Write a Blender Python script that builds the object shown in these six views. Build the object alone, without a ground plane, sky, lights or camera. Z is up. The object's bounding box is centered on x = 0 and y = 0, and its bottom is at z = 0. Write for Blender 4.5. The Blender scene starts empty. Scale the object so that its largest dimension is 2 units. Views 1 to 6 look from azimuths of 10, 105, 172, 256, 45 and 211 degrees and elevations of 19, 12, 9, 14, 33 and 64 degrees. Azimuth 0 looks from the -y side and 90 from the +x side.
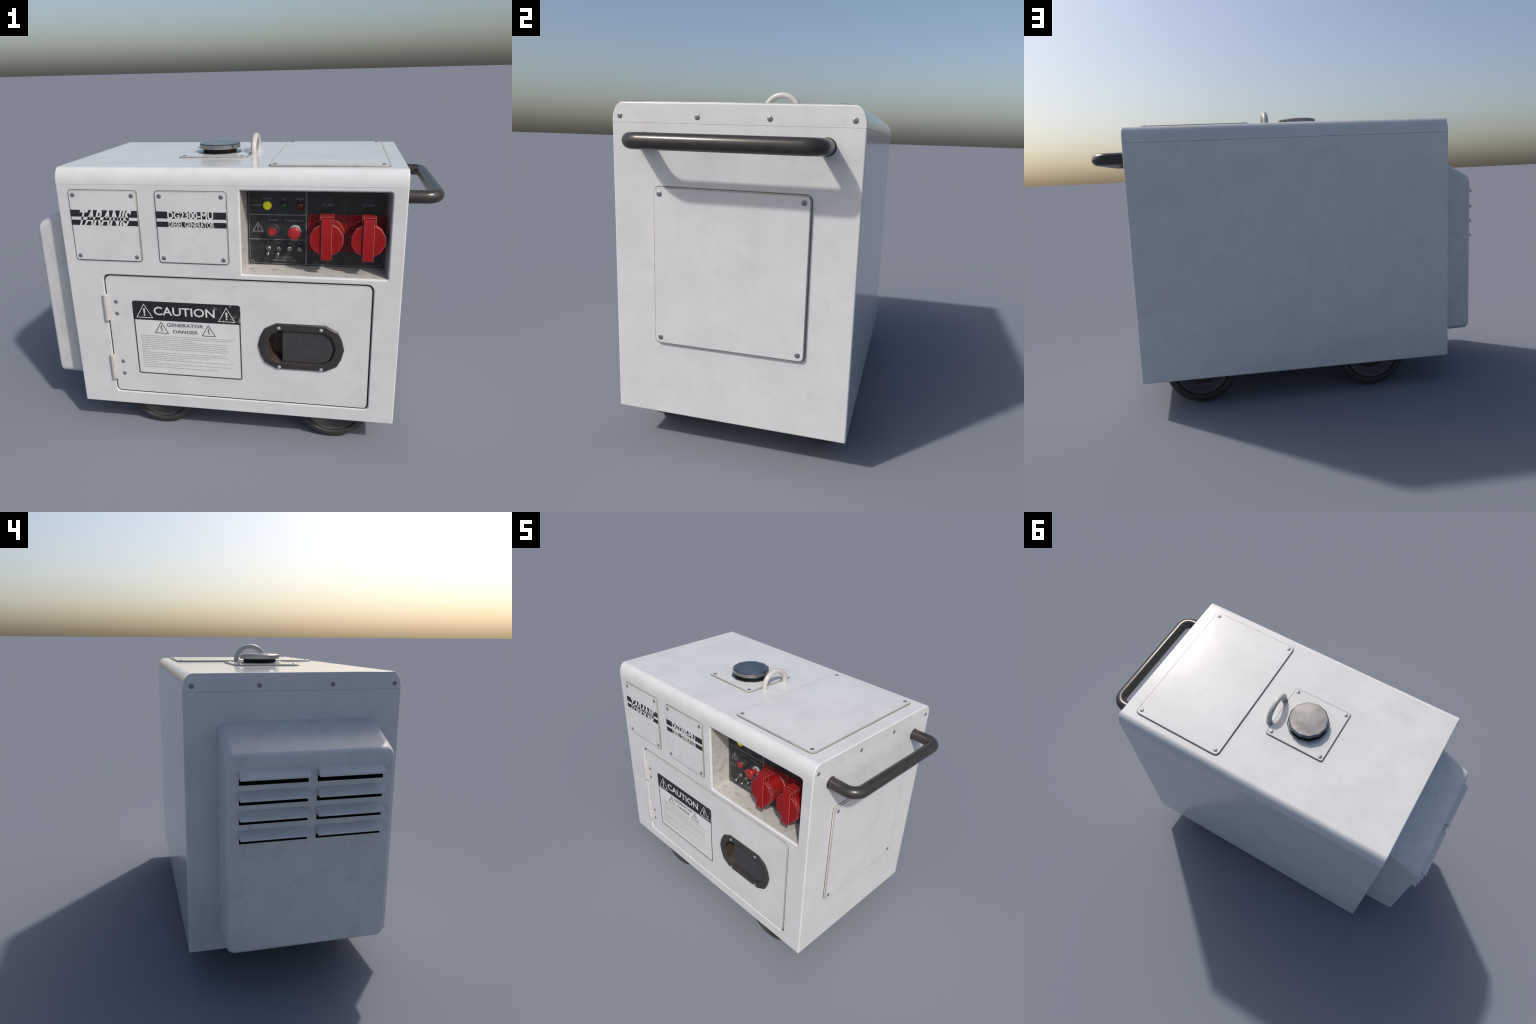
"""A white diesel generator on four wheels: sheet-metal housing, control recess with two red
sockets, hinged service door, louvred exhaust hood, carrying handle, filler cap and lifting eye."""
import bpy, bmesh, math, random
from mathutils import Vector, Matrix

random.seed(7)
SCN = bpy.context.scene.collection

# ------------------------------------------------------------------ main sizes (metres)
X0, X1 = -0.7705, 0.827          # housing length
Y0, Y1 = -0.4705, 0.487          # front, back
Z0, ZS, Z1 = 0.149, 1.319, 1.3942  # underside, seam of the top cover, top
YC = (Y0 + Y1) / 2

# ================================================================== materials
def new_mat(name):
    m = bpy.data.materials.new(name)
    m.use_nodes = True
    nt = m.node_tree
    bsdf = nt.nodes["Principled BSDF"]
    return m, nt, bsdf

def nd(nt, kind, **props):
    n = nt.nodes.new(kind)
    for k, v in props.items():
        setattr(n, k, v)
    return n

def noise(nt, scale, detail=4.0, rough=0.55, stretch=None, distort=0.0):
    tc = nd(nt, "ShaderNodeTexCoord")
    mp = nd(nt, "ShaderNodeMapping")
    if stretch:
        mp.inputs["Scale"].default_value = stretch
    nt.links.new(tc.outputs["Object"], mp.inputs["Vector"])
    n = nd(nt, "ShaderNodeTexNoise")
    n.inputs["Scale"].default_value = scale
    n.inputs["Detail"].default_value = detail
    n.inputs["Roughness"].default_value = rough
    n.inputs["Distortion"].default_value = distort
    nt.links.new(mp.outputs["Vector"], n.inputs["Vector"])
    return n.outputs["Fac"]

def ramp(nt, fac, stops):
    r = nd(nt, "ShaderNodeValToRGB")
    el = r.color_ramp.elements
    while len(el) < len(stops):
        el.new(0.5)
    for e, (p, c) in zip(el, stops):
        e.position = p
        e.color = (*c, 1) if len(c) == 3 else c
    nt.links.new(fac, r.inputs["Fac"])
    return r.outputs["Color"]

def mix(nt, fac, a, b, blend="MIX"):
    m = nd(nt, "ShaderNodeMix", data_type="RGBA", blend_type=blend)
    for sock, v in ((m.inputs["Factor"], fac), (m.inputs["A"], a), (m.inputs["B"], b)):
        if isinstance(v, (int, float)):
            sock.default_value = v
        elif isinstance(v, tuple):
            sock.default_value = (*v, 1)
        else:
            nt.links.new(v, sock)
    return m.outputs["Result"]

def maprange(nt, fac, a, b, c, d):
    m = nd(nt, "ShaderNodeMapRange")
    m.inputs["From Min"].default_value = a
    m.inputs["From Max"].default_value = b
    m.inputs["To Min"].default_value = c
    m.inputs["To Max"].default_value = d
    nt.links.new(fac, m.inputs["Value"])
    return m.outputs["Result"]

def bump(nt, bsdf, fac, strength, dist=0.002):
    b = nd(nt, "ShaderNodeBump")
    b.inputs["Strength"].default_value = strength
    b.inputs["Distance"].default_value = dist
    nt.links.new(fac, b.inputs["Height"])
    nt.links.new(b.outputs["Normal"], bsdf.inputs["Normal"])

def flat_mat(name, col, rough=0.5, metal=0.0, vary=0.0, scale=30.0, emit=None):
    m, nt, b = new_mat(name)
    b.inputs["Roughness"].default_value = rough
    b.inputs["Metallic"].default_value = metal
    if vary:
        lo = tuple(c * (1 - vary) for c in col)
        hi = tuple(min(1, c * (1 + vary)) for c in col)
        nt.links.new(ramp(nt, noise(nt, scale), [(0.3, lo), (0.7, hi)]), b.inputs["Base Color"])
    else:
        b.inputs["Base Color"].default_value = (*col, 1)
    if emit:
        b.inputs["Emission Color"].default_value = (*col, 1)
        b.inputs["Emission Strength"].default_value = emit
    return m

PAINT = (0.592, 0.591, 0.594)

def paint_mat(name, base, grime, amount, rough, patch_scale, streak=False):
    """Matt-gloss enamel: broad cloudy mottling, a few grime patches, fine specks."""
    m, nt, b = new_mat(name)
    cloud = noise(nt, patch_scale, 5, 0.6)
    lo = tuple(c * 0.95 for c in base)
    hi = tuple(min(1, c * 1.02) for c in base)
    col = ramp(nt, cloud, [(0.36, lo), (0.62, hi)])
    dirt = noise(nt, patch_scale * 1.9, 7, 0.7, distort=0.0,
                 stretch=(1.0, 1.0, 0.35) if streak else None)
    col = mix(nt, maprange(nt, dirt, 0.52, 0.78, 0.0, amount), col, grime)
    speck = noise(nt, 95.0, 3, 0.6)
    col = mix(nt, maprange(nt, speck, 0.66, 0.76, 0.0, amount * 0.4), col, grime)
    nt.links.new(col, b.inputs["Base Color"])
    b.inputs["Roughness"].default_value = rough
    b.inputs["Specular IOR Level"].default_value = 0.5
    bump(nt, b, noise(nt, 160.0, 3, 0.6), 0.04, 0.001)
    return m

MAT = {}
MAT["paint"] = paint_mat("white_enamel", PAINT, (0.38, 0.38, 0.375), 0.24, 0.13, 6.0)
MAT["hood_paint"] = paint_mat("sooty_enamel", (0.555, 0.557, 0.558), (0.22, 0.225, 0.22), 0.36, 0.26, 6.5)
MAT["recess_paint"] = paint_mat("grimy_enamel", (0.45, 0.43, 0.405), (0.14, 0.125, 0.11), 1.0, 0.5, 11.0)
MAT["hinge_paint"] = paint_mat("weathered_enamel", (0.47, 0.455, 0.435), (0.28, 0.25, 0.22), 0.4, 0.35, 9.0)
MAT["joint_dirt"] = paint_mat("joint_grime", (0.19, 0.178, 0.165), (0.07, 0.063, 0.055), 0.9, 0.5, 16.0)
MAT["edge_wear"] = paint_mat("worn_edge", (0.34, 0.325, 0.305), (0.14, 0.12, 0.10), 0.9, 0.28, 14.0)

m, nt, b = new_mat("zinc_screw")
b.inputs["Metallic"].default_value = 0.5
b.inputs["Roughness"].default_value = 0.38
nt.links.new(ramp(nt, noise(nt, 220.0), [(0.3, (0.19, 0.192, 0.205)), (0.7, (0.27, 0.272, 0.285))]), b.inputs["Base Color"])
MAT["screw"] = m
MAT["slot"] = flat_mat("screw_slot_shadow", (0.08, 0.08, 0.085), 0.6)

m, nt, b = new_mat("galvanised_steel")
b.inputs["Metallic"].default_value = 0.95
sm = noise(nt, 11.0, 4, 0.55, distort=0.5)
nt.links.new(ramp(nt, sm, [(0.3, (0.19, 0.189, 0.190)), (0.7, (0.33, 0.328, 0.325))]), b.inputs["Base Color"])
b.inputs["Roughness"].default_value = 0.21
MAT["steel"] = m

m, nt, b = new_mat("dark_bronze_coating")
b.inputs["Metallic"].default_value = 0.35
sm = noise(nt, 26.0, 5, 0.6)
nt.links.new(ramp(nt, sm, [(0.3, (0.040, 0.037, 0.034)), (0.7, (0.058, 0.053, 0.049))]), b.inputs["Base Color"])
b.inputs["Roughness"].default_value = 0.29
MAT["dark_metal"] = m

m, nt, b = new_mat("rusty_dark_metal")
col = ramp(nt, noise(nt, 20.0, 6, 0.65), [(0.35, (0.035, 0.031, 0.027)), (0.75, (0.095, 0.062, 0.042))])
nt.links.new(col, b.inputs["Base Color"])
b.inputs["Roughness"].default_value = 0.5
b.inputs["Metallic"].default_value = 0.2
MAT["rust"] = m
MAT["latch_plate"] = flat_mat("graphite_plate", (0.047, 0.048, 0.050), 0.5, 0.2, 0.16, 28.0)

m, nt, b = new_mat("black_panel_enamel")
d = noise(nt, 22.0, 6, 0.7)
col = ramp(nt, d, [(0.4, (0.013, 0.0135, 0.015)), (0.8, (0.042, 0.041, 0.040))])
nt.links.new(col, b.inputs["Base Color"])
b.inputs["Roughness"].default_value = 0.45
MAT["panel"] = m
MAT["panel_line"] = flat_mat("panel_line_grey", (0.145, 0.145, 0.155), 0.5, 0.0, 0.35, 40.0)
MAT["panel_text"] = flat_mat("panel_print_grey", (0.17, 0.17, 0.18), 0.6)

def red_mat(name, c0, c1, dirt, amount):
    m, nt, b = new_mat(name)
    col = ramp(nt, noise(nt, 30.0, 5, 0.6), [(0.3, c0), (0.7, c1)])
    g = noise(nt, 24.0, 6, 0.7)
    col = mix(nt, maprange(nt, g, 0.5, 0.72, 0.0, amount), col, dirt)
    nt.links.new(col, b.inputs["Base Color"])
    b.inputs["Roughness"].default_value = 0.34
    b.inputs["Specular IOR Level"].default_value = 0.22
    return m
MAT["red"] = red_mat("red_plastic", (0.215, 0.0065, 0.008), (0.275, 0.008, 0.010), (0.14, 0.018, 0.018), 0.25)
MAT["red_dirty"] = red_mat("soiled_red_plastic", (0.205, 0.0085, 0.009), (0.265, 0.011, 0.011), (0.085, 0.042, 0.033), 0.75)
MAT["red_worn"] = flat_mat("worn_red_edge", (0.30, 0.075, 0.08), 0.5, 0.0, 0.25, 60.0)
MAT["red_button"] = flat_mat("red_button", (0.33, 0.018, 0.020), 0.26, 0.0, 0.08)
MAT["yellow_lamp"] = flat_mat("yellow_lamp", (0.62, 0.60, 0.008), 0.4, emit=0.16)
MAT["green_lamp"] = flat_mat("green_lamp", (0.010, 0.042, 0.014), 0.3)
MAT["red_lamp"] = flat_mat("dull_red_lamp", (0.085, 0.010, 0.010), 0.3)
MAT["button_ring"] = flat_mat("button_housing", (0.075, 0.068, 0.06), 0.36, 0.6, 0.25, 60.0)
MAT["grey_ring"] = flat_mat("pale_collar", (0.35, 0.36, 0.37), 0.5)
MAT["chrome"] = flat_mat("toggle_nickel", (0.30, 0.285, 0.265), 0.25, 0.9, 0.15, 90.0)
MAT["slot_shade"] = flat_mat("vent_darkness", (0.002, 0.002, 0.002), 0.95)
MAT["gap_black"] = flat_mat("matt_gap_black", (0.008, 0.0075, 0.007), 0.8)  # black used for gaps: door groove, socket lids, handle arms, filler neck
MAT["rubber"] = flat_mat("tyre_rubber", (0.034, 0.034, 0.033), 0.6, 0.0, 0.2, 18.0)

m, nt, b = new_mat("wheel_disc_enamel")
col = ramp(nt, noise(nt, 24.0, 6, 0.7), [(0.4, (0.035, 0.035, 0.037)), (0.78, (0.075, 0.057, 0.045))])
nt.links.new(col, b.inputs["Base Color"])
b.inputs["Roughness"].default_value = 0.45
MAT["disc"] = m

# printed black with flaked-off patches (denser toward one end of the warning sign)
m, nt, b = new_mat("chipped_black_print")
tc = nd(nt, "ShaderNodeTexCoord")
sx = nd(nt, "ShaderNodeSeparateXYZ")
nt.links.new(tc.outputs["Object"], sx.inputs["Vector"])
chip = noise(nt, 34.0, 7, 0.72, distort=0.8)
thr = maprange(nt, sx.outputs["X"], -0.30, 0.09, 0.0, 0.17)
add = nd(nt, "ShaderNodeMath", operation="ADD")
nt.links.new(chip, add.inputs[0])
nt.links.new(thr, add.inputs[1])
nt.links.new(mix(nt, maprange(nt, add.outputs[0], 0.70, 0.80, 0.0, 0.62), (0.0125, 0.0128, 0.0135), (0.42, 0.42, 0.42)),
             b.inputs["Base Color"])
b.inputs["Roughness"].default_value = 0.45
MAT["print_chipped"] = m
MAT["print"] = flat_mat("black_print", (0.0125, 0.0128, 0.0135), 0.45, 0.0, 0.25, 50.0)
MAT["print_thin"] = flat_mat("faded_black_print", (0.07, 0.07, 0.072), 0.5, 0.0, 0.5, 120.0)
MAT["print_grey"] = flat_mat("fine_grey_print", (0.33, 0.33, 0.33), 0.5, 0.0, 0.25, 160.0)
MAT["white_print"] = flat_mat("white_print", (0.60, 0.60, 0.60), 0.45, 0.0, 0.06, 60.0)
MAT["sticker"] = flat_mat("sticker_white", (0.615, 0.615, 0.618), 0.42, 0.0, 0.03, 14.0)

# ================================================================== mesh helpers
root = bpy.data.objects.new("diesel_generator", None)
SCN.objects.link(root)
root["label"] = "white boxy diesel generator with red sockets, louvred hood and wheels"
root["category"] = "generator"

def finish(bm, name, mats, parent=root, smooth=35.0, recalc=True):
    if recalc:
        bmesh.ops.recalc_face_normals(bm, faces=bm.faces)
    lim = math.radians(smooth)
    for f in bm.faces:
        f.smooth = True
    for e in bm.edges:
        e.smooth = len(e.link_faces) == 2 and e.calc_face_angle(3.2) < lim
    me = bpy.data.meshes.new(name)
    bm.to_mesh(me)
    bm.free()
    for k in (mats if isinstance(mats, (list, tuple)) else [mats]):
        me.materials.append(MAT[k])
    ob = bpy.data.objects.new(name, me)
    SCN.objects.link(ob)
    ob.parent = parent
    return ob

def apply_mods(ob):
    dg = bpy.context.evaluated_depsgraph_get()
    me = bpy.data.meshes.new_from_object(ob.evaluated_get(dg))
    old = ob.data
    ob.modifiers.clear()
    ob.data = me
    me.name = ob.name
    bpy.data.meshes.remove(old)

def bevel(ob, width, seg=2, mat=-1, angle=40):
    m = ob.modifiers.new("bevel", "BEVEL")
    m.width, m.segments, m.limit_method, m.angle_limit = width, seg, "ANGLE", math.radians(angle)
    m.harden_normals = True
    m.material = mat
    apply_mods(ob)
    return ob

def weighted(ob):
    m = ob.modifiers.new("wn", "WEIGHTED_NORMAL")
    m.keep_sharp = True
    m.weight = 100
    apply_mods(ob)
    return ob

def cut(ob, cutter):
    m = ob.modifiers.new("cut", "BOOLEAN")
    m.operation, m.solver, m.object = "DIFFERENCE", "EXACT", cutter
    apply_mods(ob)
    bpy.data.objects.remove(cutter)

def resharp(ob, smooth=35.0):
    bm = bmesh.new()
    bm.from_mesh(ob.data)
    bmesh.ops.dissolve_degenerate(bm, dist=1e-5, edges=bm.edges)
    for f in bm.faces:
        f.smooth = True
    for e in bm.edges:
        e.smooth = len(e.link_faces) == 2 and e.calc_face_angle(3.2) < math.radians(smooth)
    bm.to_mesh(ob.data)
    bm.free()

def loft(bm, rings, cap0=True, cap1=True, mi=0):
    """Skin closed rings (lists of 3D points, equal length)."""
    vs = [[bm.verts.new(p) for p in r] for r in rings]
    n = len(vs[0])
    for a, c in zip(vs, vs[1:]):
        for i in range(n):
            j = (i + 1) % n
            bm.faces.new((a[i], a[j], c[j], c[i])).material_index = mi
    if cap0:
        bm.faces.new(vs[0][::-1]).material_index = mi
    if cap1:
        bm.faces.new(vs[-1]).material_index = mi
    return vs

def tube_ring(bm, outer0, inner0, outer1, inner1, mi=0):
    """Closed frame: outer and inner loops at two depths."""
    L = [[bm.verts.new(p) for p in r] for r in (outer0, outer1, inner1, inner0)]
    n = len(outer0)
    for k in range(4):
        a, c = L[k], L[(k + 1) % 4]
        for i in range(n):
            j = (i + 1) % n
            bm.faces.new((a[i], a[j], c[j], c[i])).material_index = mi

def box(bm, lo, hi, mi=0):
    (x0, y0, z0), (x1, y1, z1) = lo, hi
    r0 = [(x0, y0, z0), (x1, y0, z0), (x1, y1, z0), (x0, y1, z0)]
    loft(bm, [r0, [(x, y, z1) for x, y, _ in r0]], mi=mi)

def rrect(u0, v0, u1, v1, r, seg=3, off=0.0):
    """Rounded rectangle outline in 2D, counter-clockwise, grown by off. r may be 4 radii (bl, br, tr, tl)."""
    rs = r if isinstance(r, (tuple, list)) else (r,) * 4
    u0, v0, u1, v1 = u0 - off, v0 - off, u1 + off, v1 + off
    pts = []
    for (cu, cv, a0), rr in zip(((u0, v0, 180), (u1, v0, 270), (u1, v1, 0), (u0, v1, 90)), rs):
        rr = max(rr + off, 0.0005)
        ou = cu + rr if cu == u0 else cu - rr
        ov = cv + rr if cv == v0 else cv - rr
        for k in range(seg + 1):
            a = math.radians(a0 + 90 * k / seg)
            pts.append((ou + rr * math.cos(a), ov + rr * math.sin(a)))
    return pts

def ngon(cu, cv, r, n, rot=0.0):
    return [(cu + r * math.cos(rot + 2 * math.pi * k / n), cv + r * math.sin(rot + 2 * math.pi * k / n)) for k in range(n)]

# planes: turn (u, v, height above surface) into 3D
def on_front(y):
    return lambda u, v, h=0.0: (u, y - h, v)
def on_right(x):
    return lambda u, v, h=0.0: (x + h, u, v)
def on_left(x):
    return lambda u, v, h=0.0: (x - h, u, v)
def on_top(z):
    return lambda u, v, h=0.0: (u, v, z + h)

def prism(bm, P, pts, h0, h1, mi=0):
    loft(bm, [[P(u, v, h0) for u, v in pts], [P(u, v, h1) for u, v in pts]], mi=mi)

def lathe(bm, P, cu, cv, prof, n=24, rot=0.0, mi=0):
    """Turned solid standing on plane P: prof is a list of (radius, height)."""
    rings = [[P(u, v, h) for u, v in ngon(cu, cv, max(r, 1e-4), n, rot)] for r, h in prof]
    loft(bm, rings, mi=mi)

def sweep(bm, path, r, n=16, up=Vector((0, 0, 1))):
    """Tube along a list of points."""
    path = [Vector(p) for p in path]
    rings = []
    for i, p in enumerate(path):
        t = (path[min(i + 1, len(path) - 1)] - path[max(i - 1, 0)]).normalized()
        s = t.cross(up)
        if s.length < 1e-4:
            s = t.cross(Vector((0, 1, 0)))
        s.normalize()
        w = s.cross(t)
        rings.append([p + r * (math.cos(2 * math.pi * k / n) * s + math.sin(2 * math.pi * k / n) * w) for k in range(n)])
    loft(bm, rings)

def fillet_path(pts, r, seg=8):
    """Polyline with rounded corners."""
    pts = [Vector(p) for p in pts]
    out = [pts[0]]
    for a, p, c in zip(pts, pts[1:], pts[2:]):
        d0, d1 = (a - p).normalized(), (c - p).normalized()
        ang = d0.angle(d1)
        t = r / math.tan(ang / 2)
        ctr = p + (d0 + d1).normalized() * (r / math.sin(ang / 2))
        s, e = p + d0 * t - ctr, p + d1 * t - ctr
        for k in range(seg + 1):
            w = s.angle(e)
            t0, t1 = math.sin((1 - k / seg) * w) / math.sin(w), math.sin(k / seg * w) / math.sin(w)
            out.append(ctr + s * t0 + e * t1)
    out.append(pts[-1])
    return out

# ------------------------------------------------------------------ lettering
def glyph_bmesh(text, bold=0.0):
    cu = bpy.data.curves.new("lettering", "FONT")
    cu.body, cu.size, cu.offset = text, 1.0, bold
    cu.resolution_u = 3
    ob = bpy.data.objects.new("lettering", cu)
    SCN.objects.link(ob)
    bpy.context.view_layer.update()
    me = bpy.data.meshes.new_from_object(ob.evaluated_get(bpy.context.evaluated_depsgraph_get()))
    bpy.data.objects.remove(ob)
    bpy.data.curves.remove(cu)
    bm = bmesh.new()
    bm.from_mesh(me)
    bpy.data.meshes.remove(me)
    bmesh.ops.remove_doubles(bm, verts=bm.verts, dist=1e-5)
    return bm

def lettering(dst, P, text, u0, v0, u1, v1, h0, h1, bold=0.0, shear=0.0, clip=None, mi=0):
    """Text fitted into the rectangle u0..u1, v0..v1 of plane P, as a thin raised print."""
    bm = glyph_bmesh(text, bold)
    xs = [v.co.x for v in bm.verts]
    ys = [v.co.y for v in bm.verts]
    ax, ay = min(xs), min(ys)
    w, hgt = max(xs) - ax, max(ys) - ay
    for v in bm.verts:
        t = (v.co.y - ay) / hgt
        s = (v.co.x - ax) / w
        v.co = Vector((u0 + shear * t + s * (u1 - u0 - shear), v0 + t * (v1 - v0), 0))
    if clip:
        for lim, keep in ((clip[0], 1), (clip[1], -1)):
            bmesh.ops.bisect_plane(bm, geom=bm.verts[:] + bm.edges[:] + bm.faces[:], plane_co=(0, lim, 0),
                                   plane_no=(0, -keep, 0), clear_outer=True)
    faces = bm.faces[:]
    res = bmesh.ops.extrude_face_region(bm, geom=faces)
    for v in res["geom"]:
        if isinstance(v, bmesh.types.BMVert):
            v.co.z = 1.0
    bm.verts.index_update()
    new = [dst.verts.new(P(v.co.x, v.co.y, h1 if v.co.z > 0.5 else h0)) for v in bm.verts]
    for f in bm.faces:
        try:
            dst.faces.new([new[v.index] for v in f.verts]).material_index = mi
        except ValueError:
            pass
    bm.free()

# ================================================================== housing
bm = bmesh.new()
box(bm, (X0, Y0, Z0), (X1, Y1, ZS - 0.0003))
rims = [e for e in bm.edges if all(abs(v.co.z - ZS) < 0.01 for v in e.verts)]
rest = [e for e in bm.edges if e not in rims]
bmesh.ops.bevel(bm, geom=rest, offset=0.007, segments=3, profile=0.5, affect="EDGES", clamp_overlap=True)
rims = [e for e in bm.edges if all(abs(v.co.z - ZS) < 0.001 for v in e.verts)]
bmesh.ops.bevel(bm, geom=rims, offset=0.0009, segments=1, affect="EDGES")
body = finish(bm, "housing", "paint")

F = on_front(Y0)
# control recess: opening with a soft lip, walls drawing in slightly
RX0, RX1, RZ0, RZ1, RDEPTH = 0.1030, 0.7615, 0.9040, 1.2975, 0.1230
def recess_loop(off, h):
    return [F(u, v, h) for u, v in rrect(RX0, RZ0, RX1, RZ1, (0.004, 0.004, 0.010, 0.006), 3, off)]
bm = bmesh.new()
loft(bm, [recess_loop(0.011, 0.02), recess_loop(0.0095, 0.0005), recess_loop(0.0045, -0.0022), recess_loop(0.0014, -0.0055), recess_loop(0.0, -0.0105), recess_loop(-0.005, -RDEPTH - 0.004)])
cut(body, finish(bm, "cutter", "paint"))
# door aperture with chamfered lip
DX0, DX1, DZ0, DZ1 = -0.588, 0.704, 0.2225, 0.8765
def door_loop(off, h):
    return [F(u, v, h) for u, v in rrect(DX0, DZ0, DX1, DZ1, (0.022, 0.02, 0.028, 0.028), 3, off)]
bm = bmesh.new()
loft(bm, [door_loop(0.006, 0.02), door_loop(0.0045, 0.0005), door_loop(0.0, -0.005), door_loop(0.0, -0.024)])
cut(body, finish(bm, "cutter", "paint"))
# pocket for the latch cup
bm = bmesh.new()
prism(bm, F, rrect(0.20, 0.445, 0.555, 0.645, 0.02, 2), -0.14, 0.02)
cut(body, finish(bm, "cutter", "paint"))
resharp(body)
weighted(body)

# top cover: sheet folded over the long edges with a tall elliptical bend
bm = bmesh.new()
half = []
for k in range(9):
    a = math.radians(90 * k / 8)
    half.append((0.044 * (1 - math.cos(a)), (Z1 - 1.3215) * math.sin(a)))
prof = [(Y0 + 0.0009, ZS + 0.0003), (Y0, ZS + 0.0012)] + [(Y0 + dy, 1.3215 + dz) for dy, dz in half]
prof += [(Y1 - dy, 1.3215 + dz) for dy, dz in half[::-1]] + [(Y1, ZS + 0.0012), (Y1 - 0.0009, ZS + 0.0003)]
def inset(prof, d):
    cy, out = YC, []
    for y, z in prof:
        out.append((y + (d if y < cy else -d) * (1 if abs(y - cy) > 0.43 else 1), min(z, Z1 - d) if z > ZS + 0.01 else z))
    return out
rings = []
for k in range(4):                       # rounded ends
    a = math.radians(90 * k / 3)
    rings.append((X0 + 0.006 * (1 - math.cos(a)), 0.006 * (1 - math.sin(a))))
seq = [(x, d) for x, d in rings] + [(X1 - (x - X0), d) for x, d in rings[::-1]]
loft(bm, [[(x, y, z) for y, z in inset(prof, d)] for x, d in seq])
cover = finish(bm, "top_cover", "paint", smooth=40)
weighted(cover)

# ------------------------------------------------------------------ screw (shared mesh)
bm = bmesh.new()
P0 = on_top(0.0)
lathe(bm, P0, 0, 0, [(0.0110, -0.001), (0.0108, 0.0008), (0.0092, 0.0020), (0.0062, 0.0030), (0.0002, 0.0034)], 16)
bmesh.ops.rotate(bm, verts=bm.verts, cent=(0, 0, 0), matrix=Matrix.Rotation(0.3, 3, "Z"))
scr = finish(bm, "screw", ["screw", "slot"])
bm = bmesh.new()
box(bm, (-0.013, -0.0011, 0.0022), (0.013, 0.0011, 0.01))
cutter = finish(bm, "cutter", "slot")
cut(scr, cutter)
resharp(scr, 45)
screw_mesh = scr.data
bpy.data.objects.remove(scr)
ROT = {"front": Matrix.Rotation(math.radians(90), 4, "X"), "right": Matrix.Rotation(math.radians(90), 4, "Y"),
       "left": Matrix.Rotation(math.radians(-90), 4, "Y"), "top": Matrix.Identity(4)}
def screws(pts, side, parent, s=1.0):
    for p in pts:
        ob = bpy.data.objects.new("screw", screw_mesh)
        SCN.objects.link(ob)
        ob.parent = parent
        ob.matrix_world = Matrix.Translation(p) @ ROT[side] @ Matrix.Rotation(random.uniform(0, 3.1), 4, "Z") @ Matrix.Scale(s, 4)

R, L, T = on_right(X1), on_left(X0), on_top(Z1)
screws([R(y, 1.343) for y in (-0.437, -0.124, 0.149, 0.446)], "right", cover, 0.95)
screws([L(y, 1.342) for y in (0.450, 0.170, -0.151, -0.437)], "left", cover, 0.95)

# ------------------------------------------------------------------ screwed-on plates
def plate(name, P, side, u0, v0, u1, v1, cham, thick, inset_u, inset_v=None, paint="paint"):
    bm = bmesh.new()
    prism(bm, P, rrect(u0, v0, u1, v1, cham, 2), -0.002, thick)
    ob = finish(bm, name, [paint, "edge_wear"], smooth=30)
    bevel(ob, min(0.0048, thick * 0.62), 3, 1)
    bm = bmesh.new()                      # dirt gathered in the joint around the plate
    o, i_ = rrect(u0, v0, u1, v1, cham, 2, 0.0034), rrect(u0, v0, u1, v1, cham, 2, -0.001)
    tube_ring(bm, [P(u, v, 0.0004) for u, v in o], [P(u, v, 0.0004) for u, v in i_], [P(u, v, -0.001) for u, v in o], [P(u, v, -0.001) for u, v in i_])
    finish(bm, "joint_dirt", "joint_dirt", ob)
    inset_v = inset_v or inset_u
    screws([P(u, v, thick) for u in (u0 + inset_u, u1 - inset_u) for v in (v0 + inset_v, v1 - inset_v)], side, ob)
    return ob

side_panel = plate("access_panel", R, "right", -0.298, 0.4610, 0.3125, 1.0850, 0.018, 0.013, 0.026)
lid = plate("top_access_panel", T, "top", 0.2235, -0.3975, 0.752, 0.4115, 0.022, 0.0075, 0.0265)
fill_plate = plate("filler_plate", T, "top", -0.259, -0.1665, 0.0785, 0.1655, 0.010, 0.007, 0.022)
NP = []
for u0, u1 in ((-0.709, -0.377), (-0.289, 0.043)):
    NP.append(plate("name_plate", F, "front", u0, 0.9515, u1, 1.293, 0.012, 0.006, 0.0225))

# lettering bands on the name plates: two black bars, letters knocked out of them
YP = Y0 - 0.006
FP = on_front(YP)
BAND_HI, BAND_LO = (1.167, 1.200), (1.1265, 1.152)
for ob, (u0, u1) in zip(NP, ((-0.7075, -0.3785), (-0.2875, 0.0415))):
    bm = bmesh.new()
    for v0, v1 in (BAND_HI, BAND_LO):
        prism(bm, FP, [(u0, v0), (u1, v0), (u1, v1), (u0, v1)], -0.001, 0.0003)
    finish(bm, "printed_band", "print", ob)
bm = bmesh.new()
word = "TARANIS"
for clip, mi in ((BAND_HI, 0), (BAND_LO, 0), ((1.1522, 1.1668), 1)):
    lettering(bm, FP, word, -0.684, 1.1235, -0.402, 1.2035, -0.0005, 0.0006, bold=0.026, shear=0.028, clip=clip, mi=mi)
finish(bm, "lettering", ["white_print", "print"], NP[0], recalc=True)
bm = bmesh.new()
lettering(bm, FP, "DG2300-MU", -0.2335, 1.1655, -0.0185, 1.2015, -0.0005, 0.0006, bold=0.028, clip=BAND_HI)
lettering(bm, FP, "DIESEL GENERATOR", -0.2310, 1.1255, -0.0155, 1.153, -0.0005, 0.0006, bold=0.018, clip=BAND_LO)
finish(bm, "lettering", "white_print", NP[1])

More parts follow.
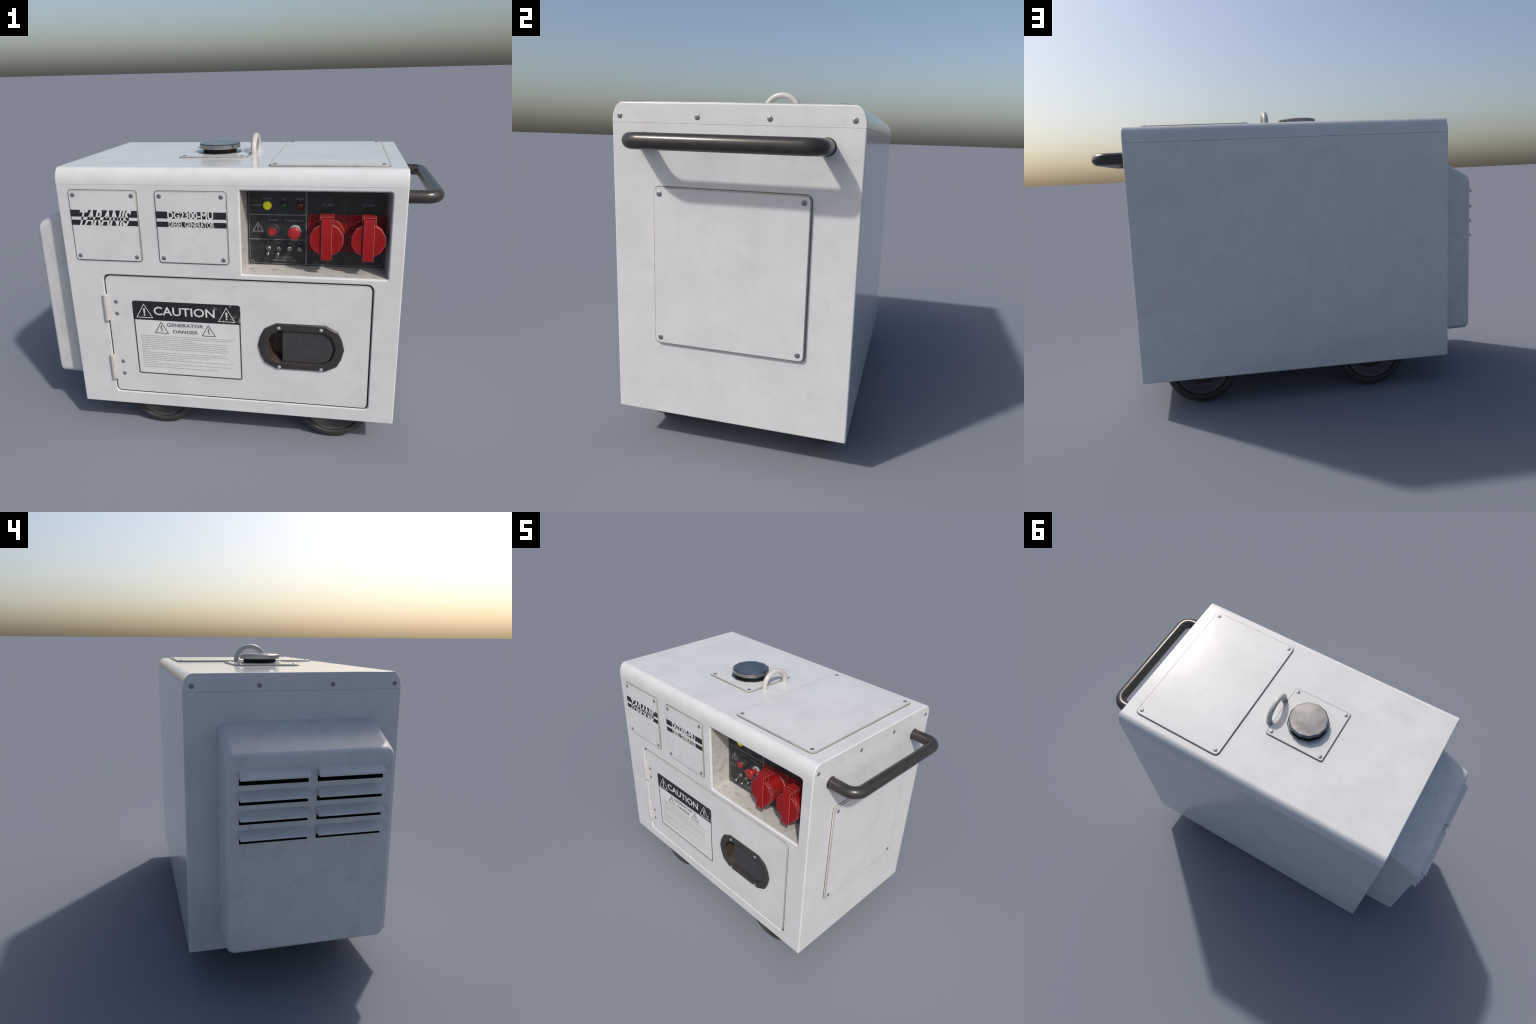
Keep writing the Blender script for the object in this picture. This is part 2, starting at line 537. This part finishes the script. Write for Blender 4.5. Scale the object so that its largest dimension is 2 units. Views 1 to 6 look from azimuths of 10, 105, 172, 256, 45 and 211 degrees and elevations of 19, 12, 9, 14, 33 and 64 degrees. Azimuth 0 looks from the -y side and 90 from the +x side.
# ================================================================== control recess
bm = bmesh.new()
def liner(off, h):
    return recess_loop(off, h)
tube_ring(bm, liner(-0.0004, -0.0110), liner(-0.0012, -0.0110), liner(-0.0056, -RDEPTH), liner(-0.0066, -RDEPTH))
recess = finish(bm, "recess_liner", "recess_paint")

YPAN = Y0 + RDEPTH                      # face of the control panel, y = -0.3475
C = on_front(YPAN)
PX0, PX1, PZ0, PZ1 = 0.1105, 0.7545, 0.9118, 1.2905
bm = bmesh.new()
prism(bm, C, rrect(PX0 - 0.006, PZ0 - 0.006, PX1 + 0.006, PZ1 + 0.006, 0.003, 1), -0.004, -0.0025)
prism(bm, C, rrect(PX0 + 0.001, PZ0 + 0.001, PX1 - 0.001, PZ1 - 0.001, 0.010, 2), -0.003, 0.0)
panel = finish(bm, "control_panel", "panel", smooth=30)
# painted field lines and border
bm = bmesh.new()
LW = 0.0038
def line(u0, v0, u1, v1, w=LW):
    if abs(u1 - u0) > abs(v1 - v0):
        q = [(u0, v0 - w / 2), (u1, v0 - w / 2), (u1, v0 + w / 2), (u0, v0 + w / 2)]
    else:
        q = [(u0 - w / 2, v0), (u0 + w / 2, v0), (u0 + w / 2, v1), (u0 - w / 2, v1)]
    prism(bm, C, q, -0.001, 0.0006)
line(0.3895, 0.9235, 0.3895, 1.280, 0.0065)
line(0.1235, 1.1613, 0.3863, 1.1613, 0.0048)
line(0.1235, 1.0412, 0.3863, 1.0412, 0.0048)
o = rrect(0.1195, 0.9195, 0.7475, 1.2835, 0.008, 2)
i_ = rrect(0.1225, 0.9225, 0.7445, 1.2805, 0.006, 2)
tube_ring(bm, [C(u, v, 0.0005) for u, v in o], [C(u, v, 0.0005) for u, v in i_], [C(u, v, -0.001) for u, v in o], [C(u, v, -0.001) for u, v in i_])
o = rrect(PX0, PZ0, PX1, PZ1, 0.008, 2)
i_ = rrect(PX0 + 0.0016, PZ0 + 0.0016, PX1 - 0.0016, PZ1 - 0.0016, 0.007, 2)
tube_ring(bm, [C(u, v, 0.0012) for u, v in o], [C(u, v, 0.0012) for u, v in i_], [C(u, v, -0.002) for u, v in o], [C(u, v, -0.002) for u, v in i_], 1)  # pale outer line: highlight of the liner edge put into the colour
finish(bm, "panel_line", ["panel_line", "grey_ring"], panel)
# fixing bosses: corners and mid-span top and bottom
bm = bmesh.new()
for u, v in ((0.127, 0.9265), (0.740, 0.9265), (0.127, 1.277), (0.740, 1.277), (0.4365, 0.9215), (0.4365, 1.2815)):
    o, i_ = ngon(u, v, 0.0135, 12), ngon(u, v, 0.0108, 12)
    tube_ring(bm, [C(a, c, 0.0009) for a, c in o], [C(a, c, 0.0009) for a, c in i_], [C(a, c, -0.001) for a, c in o], [C(a, c, -0.001) for a, c in i_])
    lathe(bm, C, u, v, [(0.0106, -0.001), (0.0106, 0.0007)], 12, mi=1)
    lathe(bm, C, u, v, [(0.0052, -0.001), (0.0050, 0.0016), (0.0030, 0.0028)], 10)
finish(bm, "panel_screw", ["panel_line", "panel"], panel)
# printed legends
bm = bmesh.new()
for txt, u0, u1, v, h in (("CHARGE", 0.187, 0.230, 1.2375, 0.0085), ("ON", 0.2765, 0.295, 1.2375, 0.0085), ("ERROR", 0.340, 0.379, 1.2372, 0.0085),
                          ("SYSTEM", 0.128, 0.180, 1.2053, 0.0100), ("START", 0.211, 0.2555, 1.1345, 0.0105), ("EMERGENCY", 0.290, 0.3775, 1.1343, 0.0105),
                          ("OFF", 0.205, 0.219, 1.0245, 0.0075), ("12V", 0.2515, 0.271, 1.0242, 0.0075), ("24V", 0.302, 0.3185, 1.0230, 0.0075),
                          ("AUX", 0.3495, 0.3657, 1.0237, 0.0075), ("AUTHORIZED", 0.245, 0.325, 0.9522, 0.0095),
                          ("PERSONNEL ONLY", 0.2285, 0.343, 0.9381, 0.0095), ("AC~400V", 0.460, 0.515, 1.213, 0.0120), ("AC~400V", 0.639, 0.696, 1.213, 0.0120)):
    lettering(bm, C, txt, u0, v - h / 2, u1, v + h / 2, -0.0005, 0.0005, bold=0.01)

def triangle_sign(bm, P, apex, base_v, half_w, w, h, kind, mi=0):
    """Outlined warning triangle with an exclamation mark or a lightning flash."""
    au, av = apex
    hgt = av - base_v
    o = [(au - half_w, base_v), (au + half_w, base_v), (au, av)]
    cv = base_v + hgt / 3
    k = 1 - w * 3 / hgt
    i_ = [(au + (u - au) * k, cv + (v - cv) * k) for u, v in o]
    tube_ring(bm, [P(u, v, h) for u, v in o], [P(u, v, h) for u, v in i_], [P(u, v, -0.0005) for u, v in o], [P(u, v, -0.0005) for u, v in i_], mi)
    q = half_w * 0.105
    if kind == "bang":
        prism(bm, P, [(au - q * 0.7, base_v + hgt * 0.29), (au + q * 0.7, base_v + hgt * 0.29), (au + q * 1.15, base_v + hgt * 0.66), (au - q * 1.15, base_v + hgt * 0.66)], -0.0005, h, mi)
        prism(bm, P, ngon(au, base_v + hgt * 0.195, q * 1.05, 8), -0.0005, h, mi)
    else:
        f = lambda a, c: (au + a * half_w, base_v + c * hgt)
        prism(bm, P, [f(-0.02, 0.68), f(-0.16, 0.42), f(0.02, 0.43), f(0.10, 0.66)], -0.0005, h, mi)
        prism(bm, P, [f(-0.02, 0.425), f(0.16, 0.47), f(0.06, 0.24), f(0.02, 0.25)], -0.0005, h * 1.02, mi)
        prism(bm, P, [f(-0.05, 0.26), f(0.13, 0.28), f(0.03, 0.13)], -0.0005, h, mi)
triangle_sign(bm, C, (0.1625, 1.1265), 1.0775, 0.0280, 0.0042, 0.0005, "bang")
finish(bm, "panel_legend", "panel_text", panel)

# pilot lamps
for name, mat, u, r in (("pilot_lamp", "yellow_lamp", 0.2083, 0.0208), ("pilot_lamp", "green_lamp", 0.2846, 0.0195), ("pilot_lamp", "red_lamp", 0.3603, 0.0193)):
    bm = bmesh.new()
    dome = [(r, -0.001), (r, 0.002)] + [(r * math.cos(a), 0.002 + 0.010 * math.sin(a)) for a in (0.35, 0.7, 1.05, 1.35, 1.55)]
    lathe(bm, C, u, 1.2045, dome, 20)
    finish(bm, name, mat, panel, smooth=50)
# push buttons
bm = bmesh.new()
lathe(bm, C, 0.233, 1.0860, [(0.0335, -0.001), (0.0335, 0.003), (0.0310, 0.004), (0.0310, 0.0255), (0.0292, 0.0285), (0.0215, 0.0285), (0.0212, 0.0235), (0.001, 0.0235)], 24)
start = finish(bm, "start_button", "button_ring", panel)
bm = bmesh.new()
lathe(bm, C, 0.233, 1.0860, [(0.0196, 0.022), (0.0196, 0.0278), (0.0180, 0.0292), (0.0150, 0.0285), (0.001, 0.0280)], 20)
finish(bm, "push_cap", "red_button", panel, smooth=50)
bm = bmesh.new()
lathe(bm, C, 0.3375, 1.0880, [(0.0262, -0.001), (0.0262, 0.0045), (0.0245, 0.0060), (0.001, 0.0060)], 24)
finish(bm, "emergency_collar", "grey_ring", panel)
bm = bmesh.new()
lathe(bm, C, 0.3370, 1.0868, [(0.0145, 0.005), (0.0145, 0.034), (0.0175, 0.039), (0.0270, 0.0425), (0.0300, 0.0470), (0.0292, 0.0530), (0.0255, 0.0560), (0.015, 0.0572), (0.001, 0.0575)], 24)
finish(bm, "emergency_button", "red_button", panel, smooth=55)
# toggle switches
for u, down in ((0.2122, True), (0.2600, True), (0.3112, False), (0.3600, False)):
    bm = bmesh.new()
    lathe(bm, C, u, 0.9965, [(0.0135, -0.001), (0.0135, 0.003), (0.0118, 0.0065), (0.0075, 0.0095), (0.001, 0.0105)], 12)
    tip = Vector((u + 0.0005, -0.3835, 0.9800 if down else 1.0118))
    base = Vector((u, YPAN - 0.006, 0.9965))
    d = (tip - base)
    n, ax = d.length, d.normalized()
    s = ax.cross(Vector((1, 0, 0))).normalized()
    w = ax.cross(s)
    rings = []
    for t, r in ((0, 0.0045), (0.55, 0.0058), (0.75, 0.0080), (0.95, 0.0090), (1.1, 0.0080), (1.2, 0.0045), (1.22, 0.0003)):
        rings.append([base + d * t + r * (math.cos(2 * math.pi * k / 12) * s + math.sin(2 * math.pi * k / 12) * w) for k in range(12)])
    loft(bm, rings)
    finish(bm, "toggle_switch", "chrome", panel, smooth=60)

# ================================================================== red sockets with sprung lids
def socket(cu, bx0, bx1):
    cv, R12 = 1.0780, 0.0770
    bm = bmesh.new()
    prism(bm, C, rrect(bx0, 0.991, bx1, 1.168, 0.002, 1), -0.001, 0.0055)
    base = finish(bm, "socket", ["red_dirty", "red_worn"], smooth=30)
    bevel(base, 0.0012, 1, 1)
    bm = bmesh.new()
    rot = math.radians(15)
    lathe(bm, C, cu, cv, [(R12 * 1.035, 0.004), (R12 * 1.035, 0.011), (R12 * 0.99, 0.013), (R12 * 1.0, 0.0990)], 12, rot)
    ob = finish(bm, "socket_barrel", ["red_dirty", "red_worn"], base, smooth=30)
    bevel(ob, 0.0018, 1, 1, 50)
    bm = bmesh.new()
    lathe(bm, C, cu, cv, [(R12 * 0.96, 0.0985), (R12 * 0.96, 0.1010)], 12, rot)
    finish(bm, "socket_gap_disc", "gap_black", base)  # dark disc set back between barrel and lid
    bm = bmesh.new()
    lathe(bm, C, cu, cv, [(R12 * 0.985, 0.1005), (R12 * 0.985, 0.1120)], 12, rot)
    ob = finish(bm, "socket_lid", ["red", "red_worn"], base, smooth=25)
    bevel(ob, 0.0022, 2, 1, 25)
    # strap across the lid
    bm = bmesh.new()
    s0, s1 = cu - 0.0232, cu + 0.0242
    side = [(1.1770, 0.102), (1.1780, 0.111), (1.1755, 0.1175), (1.1700, 0.1205), (0.9870, 0.1205), (0.9870, 0.1090), (1.00, 0.1090), (1.00, 0.102)]
    loft(bm, [[C(s0, v, h) for v, h in side], [C(s1, v, h) for v, h in side]])
    ob = finish(bm, "lid_strap", ["red", "red_worn"], base, smooth=30)
    bevel(ob, 0.0020, 2, 1, 50)
    # hinge housing: an arch around the top of the strap, running back along the barrel
    bm = bmesh.new()
    o0, o1, ot = cu - 0.0310, cu + 0.0315, 1.1835
    q0, q1, qt = cu - 0.0258, cu + 0.0268, 1.1792
    arch = [(o0, 1.150), (q0, 1.150), (q0, qt), (q1, qt), (q1, 1.150), (o1, 1.150), (o1, ot), (o0, ot)]
    loft(bm, [[C(u, v, 0.090) for u, v in arch], [C(u, v, 0.1110) for u, v in arch]])
    box(bm, (o0, YPAN - 0.0902, 1.140), (o1, YPAN - 0.045, ot))
    ob = finish(bm, "lid_hinge", ["red_dirty", "red_worn"], base, smooth=30)
    bevel(ob, 0.0014, 1, 1, 50)
socket(0.4870, 0.3972, 0.5765)
socket(0.6698, 0.5815, 0.7500)

# ================================================================== service door
G = 0.0065
bm = bmesh.new()
prism(bm, F, rrect(DX0 + G, DZ0 + G, DX1 - G, DZ1 - G, (0.019, 0.017, 0.025, 0.025), 3), -0.021, -0.0006)
door = finish(bm, "service_door", ["paint", "edge_wear"], smooth=30)
WU, WV = 0.3765, 0.5435                 # latch centre
def stadium(hl, ex, ez, hv, mid):
    """Long rounded outline with straight top and bottom and faceted ends."""
    pts = []
    right = [(hl, -hv), (hl + mid[0], -mid[1]), (hl + ex * 0.86, -hv * 0.42), (hl + ex, 0), (hl + ex * 0.86, hv * 0.42), (hl + mid[0], mid[1]), (hl, hv)]
    left = [(-u, -v) for u, v in right]
    return [(WU + u, WV + v) for u, v in right + left]
OUT = stadium(0.1175, 0.0875, 0.0, 0.1207, (0.0545, 0.0912))
MID = stadium(0.1155, 0.0835, 0.0, 0.1160, (0.0520, 0.0880))
INN = stadium(0.1030, 0.0620, 0.0, 0.0865, (0.0395, 0.0650))
bm = bmesh.new()
prism(bm, F, INN, -0.05, 0.02)
cut(door, finish(bm, "cutter", "paint"))
resharp(door, 30)
bevel(door, 0.0028, 2, 1, 60)
bm = bmesh.new()
def gl(off, h):
    return [F(u, v, h) for u, v in rrect(DX0, DZ0, DX1, DZ1, (0.022, 0.02, 0.028, 0.028), 3, off)]
tube_ring(bm, gl(-0.0002, -0.0075), gl(-0.0045, -0.0075), gl(-0.0002, -0.0235), gl(-0.0045, -0.0235))
finish(bm, "door_gap_ring", "gap_black")  # black ring added at the bottom of the groove so it reads dark

# latch: frame, cup and pull plate
bm = bmesh.new()
n = len(OUT)
INC = [(WU + (u - WU) * 1.02, WV + (v - WV) * 1.02) for u, v in INN]
L5 = [[F(u, v, h) for u, v in loop] for loop, h in ((OUT, -0.002), (OUT, 0.0060), (MID, 0.0098), (INC, 0.0098), (INN, 0.0080), (INN, -0.002))]
vs = [[bm.verts.new(p) for p in r] for r in L5]
for a, c in zip(vs, vs[1:] + vs[:1]):
    for k in range(n):
        j = (k + 1) % n
        bm.faces.new((a[k], a[j], c[j], c[k]))
frame = finish(bm, "latch_frame", "dark_metal", smooth=20)
bm = bmesh.new()
IN2 = [(WU + (u - WU) * 0.985, WV + (v - WV) * 0.985) for u, v in INN]
vs = loft(bm, [[F(u, v, h) for u, v in loop] for loop, h in ((INN, 0.0070), (INN, -0.072), (IN2, -0.070), (IN2, 0.0070))], cap0=False, cap1=False)
for k in range(n):
    j = (k + 1) % n
    bm.faces.new((vs[-1][k], vs[-1][j], vs[0][j], vs[0][k]))
prism(bm, F, INN, -0.076, -0.0705)
finish(bm, "latch_cup", "rust", frame, smooth=25)
bm = bmesh.new()
cutu = 0.289
clipped = [(max(WU + (u - WU) * 0.955, cutu), WV + (v - WV) * 0.955) for u, v in INN]
clean = []
for p in clipped:
    if not clean or (Vector(p) - Vector(clean[-1])).length > 1e-4:
        clean.append(p)
clean = [p for k, p in enumerate(clean) if not (p[0] == cutu and clean[k - 1][0] == cutu and clean[(k + 1) % len(clean)][0] == cutu)]
prism(bm, F, clean, -0.0085, -0.0020)
ob = finish(bm, "latch_plate", "latch_plate", frame)
bevel(ob, 0.001, 1)
for u, v in ((0.2735, 0.6435), (0.4727, 0.6435), (0.2735, 0.4338), (0.4755, 0.4335)):
    bm = bmesh.new()
    lathe(bm, F, u, v, [(0.0088, 0.009), (0.0086, 0.0105), (0.006, 0.0115), (0.001, 0.0118)], 14)
    finish(bm, "rivet", "grey_ring", frame, smooth=50)

# hinges: two knuckles each on a pin, with screws on the leaf side
for zc in (0.7025, 0.3680):
    for k, (a, c) in enumerate(((0.0008, 0.0690), (-0.0680, -0.0008))):
        bm = bmesh.new()
        P = lambda u, v, h: (u, v, h)
        lathe(bm, P, -0.587, Y0, [(0.0148, zc + a), (0.0167, zc + a + 0.002), (0.0167, zc + c - 0.002), (0.0148, zc + c)], 16)
        finish(bm, "hinge_knuckle", "hinge_paint", door)
    bm = bmesh.new()
    lathe(bm, lambda u, v, h: (u, v, h), -0.587, Y0, [(0.0128, zc - 0.066), (0.0128, zc + 0.067)], 12)
    finish(bm, "hinge_pin", "gap_black", door)
screws([F(-0.537, 0.7344, -0.0006), F(-0.5375, 0.6705, -0.0006), F(-0.5352, 0.4009, -0.0006), F(-0.5345, 0.3317, -0.0006)], "front", door, 0.95)

# warning sign
S = on_front(Y0 + 0.0006)
SU0, SU1, SV0, SV1 = -0.4535, 0.0880, 0.3390, 0.7455
bm = bmesh.new()
prism(bm, S, rrect(SU0, SV0, SU1, SV1, 0.012, 4), -0.001, 0.0003)
sign = finish(bm, "warning_sign", "sticker", door)
bm = bmesh.new()
o = rrect(SU0, SV0, SU1, SV1, 0.012, 4, -0.0005)
i_ = rrect(SU0 + 0.0072, SV0 + 0.0072, SU1 - 0.0072, SV1 - 0.0072, 0.006, 4)
tube_ring(bm, [S(u, v, 0.0006) for u, v in o], [S(u, v, 0.0006) for u, v in i_], [S(u, v, 0.0) for u, v in o], [S(u, v, 0.0) for u, v in i_])
finish(bm, "sign_border", "print_thin", sign)
bm = bmesh.new()
prism(bm, S, rrect(SU0, 0.6445, SU1, SV1, (0.0006, 0.0006, 0.012, 0.012), 4), 0.0, 0.0009)
finish(bm, "sign_header", "print_chipped", sign)
bm = bmesh.new()
S2 = on_front(Y0 + 0.0006 - 0.0009)
lettering(bm, S2, "CAUTION", -0.3455, 0.6735, -0.0380, 0.7185, -0.0004, 0.0003, bold=0.014)
triangle_sign(bm, S2, (-0.3943, 0.7320), 0.6555, 0.0435, 0.0034, 0.0003, "bang")
triangle_sign(bm, S2, (0.0200, 0.7320), 0.6545, 0.0430, 0.0034, 0.0003, "bang")
finish(bm, "sign_heading", "white_print", sign)
bm = bmesh.new()
S3 = on_front(Y0 + 0.0003)
lettering(bm, S3, "GENERATOR", -0.2840, 0.6135, -0.0980, 0.6320, -0.0003, 0.0003, bold=0.02)
lettering(bm, S3, "DANGER", -0.2535, 0.5785, -0.1262, 0.5960, -0.0003, 0.0003, bold=0.02)
triangle_sign(bm, S3, (-0.3127, 0.6385), 0.5738, 0.0368, 0.0038, 0.0003, "flash")
triangle_sign(bm, S3, (-0.0733, 0.6345), 0.5713, 0.0364, 0.0038, 0.0003, "flash")
finish(bm, "sign_lettering", "print_thin", sign)
# small print: rows of word-long strokes, too fine to read
bm = bmesh.new()
rows = [1.0, 0.95, 0.55, 0.93, 0.92, 0.91, 0.94, 0.93, 0.08, 0.90, 0.95, 0.74, 0.47, 1.0, 0.16, 0.95, 0.38, 0.83]
for k, frac in enumerate(rows):
    v = 0.5555 - 0.0104 * k
    u, end = -0.4245, -0.4245 + 0.478 * frac
    while u < end - 0.004:
        wlen = min(random.choice((0.006, 0.010, 0.014, 0.018, 0.024, 0.030)), end - u)
        t = u
        while t < u + wlen - 0.001:           # letter-like ticks within the word
            lw = random.uniform(0.0016, 0.0030)
            hh = random.choice((0.0038, 0.0038, 0.0052))
            prism(bm, S3, [(t, v), (t + lw, v), (t + lw, v + hh), (t, v + hh)], -0.0003, 0.0002)
            t += lw + 0.0009
        u += wlen + 0.0035
ob = finish(bm, "small_print", "print_grey", sign)
ob["kind"] = "stuff"

# ================================================================== louvred hood on the exhaust end
bm = bmesh.new()
HY0, HY1, HZ0, HZ1 = -0.3635, 0.3505, 0.2390, 1.1965
HX = -0.9655
def hood_loop(x, ins):
    zt = HZ1 - 0.094 * (X0 - x) / 0.178
    return [(x, u, v) for u, v in rrect(HY0 + ins, HZ0 + ins, HY1 - ins, zt - ins * 0.75, (0.034, 0.034, 0.036, 0.036), 5)]
fr = 0.018
secs = [(X0 + 0.003, 0.0), (X0 - 0.02, 0.0), (HX + fr + 0.06, 0.0010), (HX + fr, 0.0020)]
for k in range(1, 6):
    a = math.radians(90 * k / 5)
    secs.append((HX + fr * (1 - math.sin(a)), 0.0020 + fr * (1 - math.cos(a))))
loft(bm, [hood_loop(x, i) for x, i in secs])
hood = finish(bm, "exhaust_hood", "hood_paint", smooth=38)
SLOT_Y = ((0.0135, 0.2980), (-0.3090, -0.0238))
SLOTS = ((0.9745, 1.0005), (0.8935, 0.9166), (0.8135, 0.8362), (0.7330, 0.7556))
bm = bmesh.new()
for y0, y1 in SLOT_Y:
    for zs, zt in SLOTS:
        box(bm, (HX - 0.02, y0, zs), (HX + 0.125, y1, zt + 0.012))
cut(hood, finish(bm, "cutter", "paint"))
resharp(hood, 38)
weighted(hood)
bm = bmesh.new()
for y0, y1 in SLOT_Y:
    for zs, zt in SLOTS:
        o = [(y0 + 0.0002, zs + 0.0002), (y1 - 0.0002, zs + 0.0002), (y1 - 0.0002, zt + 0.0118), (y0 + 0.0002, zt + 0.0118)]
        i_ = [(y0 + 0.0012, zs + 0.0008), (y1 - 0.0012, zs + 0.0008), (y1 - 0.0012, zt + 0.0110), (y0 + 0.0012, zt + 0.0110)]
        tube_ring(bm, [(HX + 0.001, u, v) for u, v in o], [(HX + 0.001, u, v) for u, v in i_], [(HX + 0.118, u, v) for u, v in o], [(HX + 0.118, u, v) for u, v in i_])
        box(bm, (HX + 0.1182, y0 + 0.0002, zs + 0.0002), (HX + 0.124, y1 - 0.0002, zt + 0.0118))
finish(bm, "vent_dark_liner", "slot_shade", hood)  # black liner added inside the slots, standing in for deep shade
for y0, y1 in SLOT_Y:
    for zs, zt in SLOTS:
        bm = bmesh.new()
        sec = [(HX + 0.002, zt + 0.0385), (HX - 0.002, zt + 0.0355), (-1.0, zt + 0.0086), (-1.0, zt), (HX + 0.002, zt + 0.0005)]
        loft(bm, [[(x, y0, z) for x, z in sec], [(x, y1, z) for x, z in sec]])
        ob = finish(bm, "louver", "hood_paint", hood, smooth=25)
        bevel(ob, 0.0010, 1, -1, 45)

# ================================================================== carrying handle
bm = bmesh.new()
HZ, HR = 1.2535, 0.0300
path = fillet_path([(X1 - 0.01, YC - 0.347, HZ), (1.0 - HR, YC - 0.347, HZ), (1.0 - HR, YC + 0.347, HZ), (X1 - 0.01, YC + 0.347, HZ)], 0.058, 8)
sweep(bm, path, HR, 20)
handle = finish(bm, "carrying_handle", "dark_metal", smooth=50)
for y in (YC - 0.347, YC + 0.347):
    bm = bmesh.new()
    lathe(bm, R, y, HZ, [(0.0325, -0.002), (0.0325, 0.0008), (0.0290, 0.0012)], 20)
    finish(bm, "handle_gap_ring", "gap_black", handle)  # thin dark ring added to show the gap where the arm enters

# ================================================================== filler cap and lifting eye
TP = on_top(Z1 + 0.0065)
CU, CV = -0.0880, 0.0030
bm = bmesh.new()
lathe(bm, TP, CU, CV, [(0.1150, -0.001), (0.1150, 0.0035), (0.1090, 0.0060), (0.080, 0.0062)], 12, 0.0)
lathe(bm, TP, CU, CV, [(0.0860, 0.005), (0.0860, 0.0240)], 24, 0.0, mi=1)  # shade of the gap under the cap put into the neck's black
neck = finish(bm, "filler_neck", ["steel", "gap_black"], smooth=20)
bm = bmesh.new()
lathe(bm, TP, CU, CV, [(0.0960, 0.0220), (0.1065, 0.0232), (0.1080, 0.0425), (0.1015, 0.0474), (0.0005, 0.0478)], 12, 0.0)
ob = finish(bm, "filler_cap", "steel", smooth=31)

bm = bmesh.new()
LX, LR = 0.1010, 0.0148
ly, rad, top = 0.0115, 0.0800, 1.4965 - LR
arc = [(LX, ly - rad, Z1 - 0.004)]
for k in range(13):
    a = math.radians(180 - 15 * k)
    arc.append((LX, ly + rad * math.cos(a), 1.412 + (top - 1.412) * math.sin(a)))
arc.append((LX, ly + rad, Z1 - 0.004))
sweep(bm, arc, LR, 14, up=Vector((1, 0, 0)))
eye = finish(bm, "lifting_eye", "hinge_paint", smooth=60)
for s in (-1, 1):
    bm = bmesh.new()
    lathe(bm, T, LX, ly + s * rad, [(0.0195, -0.001), (0.0195, 0.0025), (0.0160, 0.0050), (0.0140, 0.0055)], 16)
    finish(bm, "weld_collar", "hinge_paint", eye, smooth=50)

# ================================================================== wheels
WR, WW = 0.1850, 0.100
tyre_prof = []                           # tread with rounded shoulders: (radius, across)
SH = 0.030
for sgn in (-1, 1):
    arc = [(WR - SH + SH * math.cos(math.radians(t)), WW / 2 - SH + SH * math.sin(math.radians(t))) for t in (0, 22, 45, 67, 90)]
    tyre_prof += [(r, -w) for r, w in arc[::-1]] if sgn < 0 else arc
bm = bmesh.new()
rings = [(0.143, -WW / 2 + 0.006)] + [(0.148, -WW / 2)] + tyre_prof + [(0.148, WW / 2), (0.143, WW / 2 - 0.006)]
SEG = 28
vs = [[bm.verts.new((r * math.sin(2 * math.pi * k / SEG), w, -r * math.cos(2 * math.pi * k / SEG))) for k in range(SEG)] for r, w in rings]
for a, c in zip(vs, vs[1:] + vs[:1]):
    for k in range(SEG):
        j = (k + 1) % SEG
        bm.faces.new((a[k], a[j], c[j], c[k]))
tyre0 = finish(bm, "tyre", "rubber", smooth=50)
tyre_mesh = tyre0.data
bm = bmesh.new()
disc = [(0.1415, -0.044), (0.1415, 0.042), (0.136, 0.0475), (0.126, 0.044), (0.112, 0.028), (0.094, 0.022), (0.088, 0.034), (0.078, 0.038), (0.070, 0.030), (0.040, 0.028), (0.034, 0.044), (0.001, 0.046)]
vs = [[bm.verts.new((r * math.sin(2 * math.pi * k / SEG), w, -r * math.cos(2 * math.pi * k / SEG))) for k in range(SEG)] for r, w in disc]
for a, c in zip(vs, vs[1:]):
    for k in range(SEG):
        j = (k + 1) % SEG
        bm.faces.new((a[k], a[j], c[j], c[k]))
bm.faces.new(vs[0])
bm.faces.new(vs[-1])
rim0 = finish(bm, "rim", "disc", smooth=40)
rim_mesh = rim0.data
bpy.data.objects.remove(tyre0)
bpy.data.objects.remove(rim0)
OUTER = 0.424
for wx in (-0.3675, 0.5325):
    for s in (-1, 1):
        hub = Vector((wx, YC + s * (OUTER - WW / 2), WR))
        wheel = bpy.data.objects.new("wheel", None)
        SCN.objects.link(wheel)
        wheel.parent = root
        wheel.matrix_world = Matrix.Translation(hub) @ Matrix.Rotation(0 if s > 0 else math.pi, 4, "Z")
        for nm, me in (("tyre", tyre_mesh), ("rim", rim_mesh)):
            ob = bpy.data.objects.new(nm, me)
            SCN.objects.link(ob)
            ob.parent = wheel
            # bracket that carries the wheel
    bm = bmesh.new()
    sweep(bm, [(wx, YC - 0.33, WR - 0.06), (wx, YC + 0.33, WR - 0.06)], 0.018, 12)
    for s in (-1, 1):
        y = YC + s * 0.285
        box(bm, (wx - 0.03, y - 0.006, 0.09), (wx + 0.03, y + 0.006, Z0 + 0.004))
    finish(bm, "axle", "disc", smooth=40)
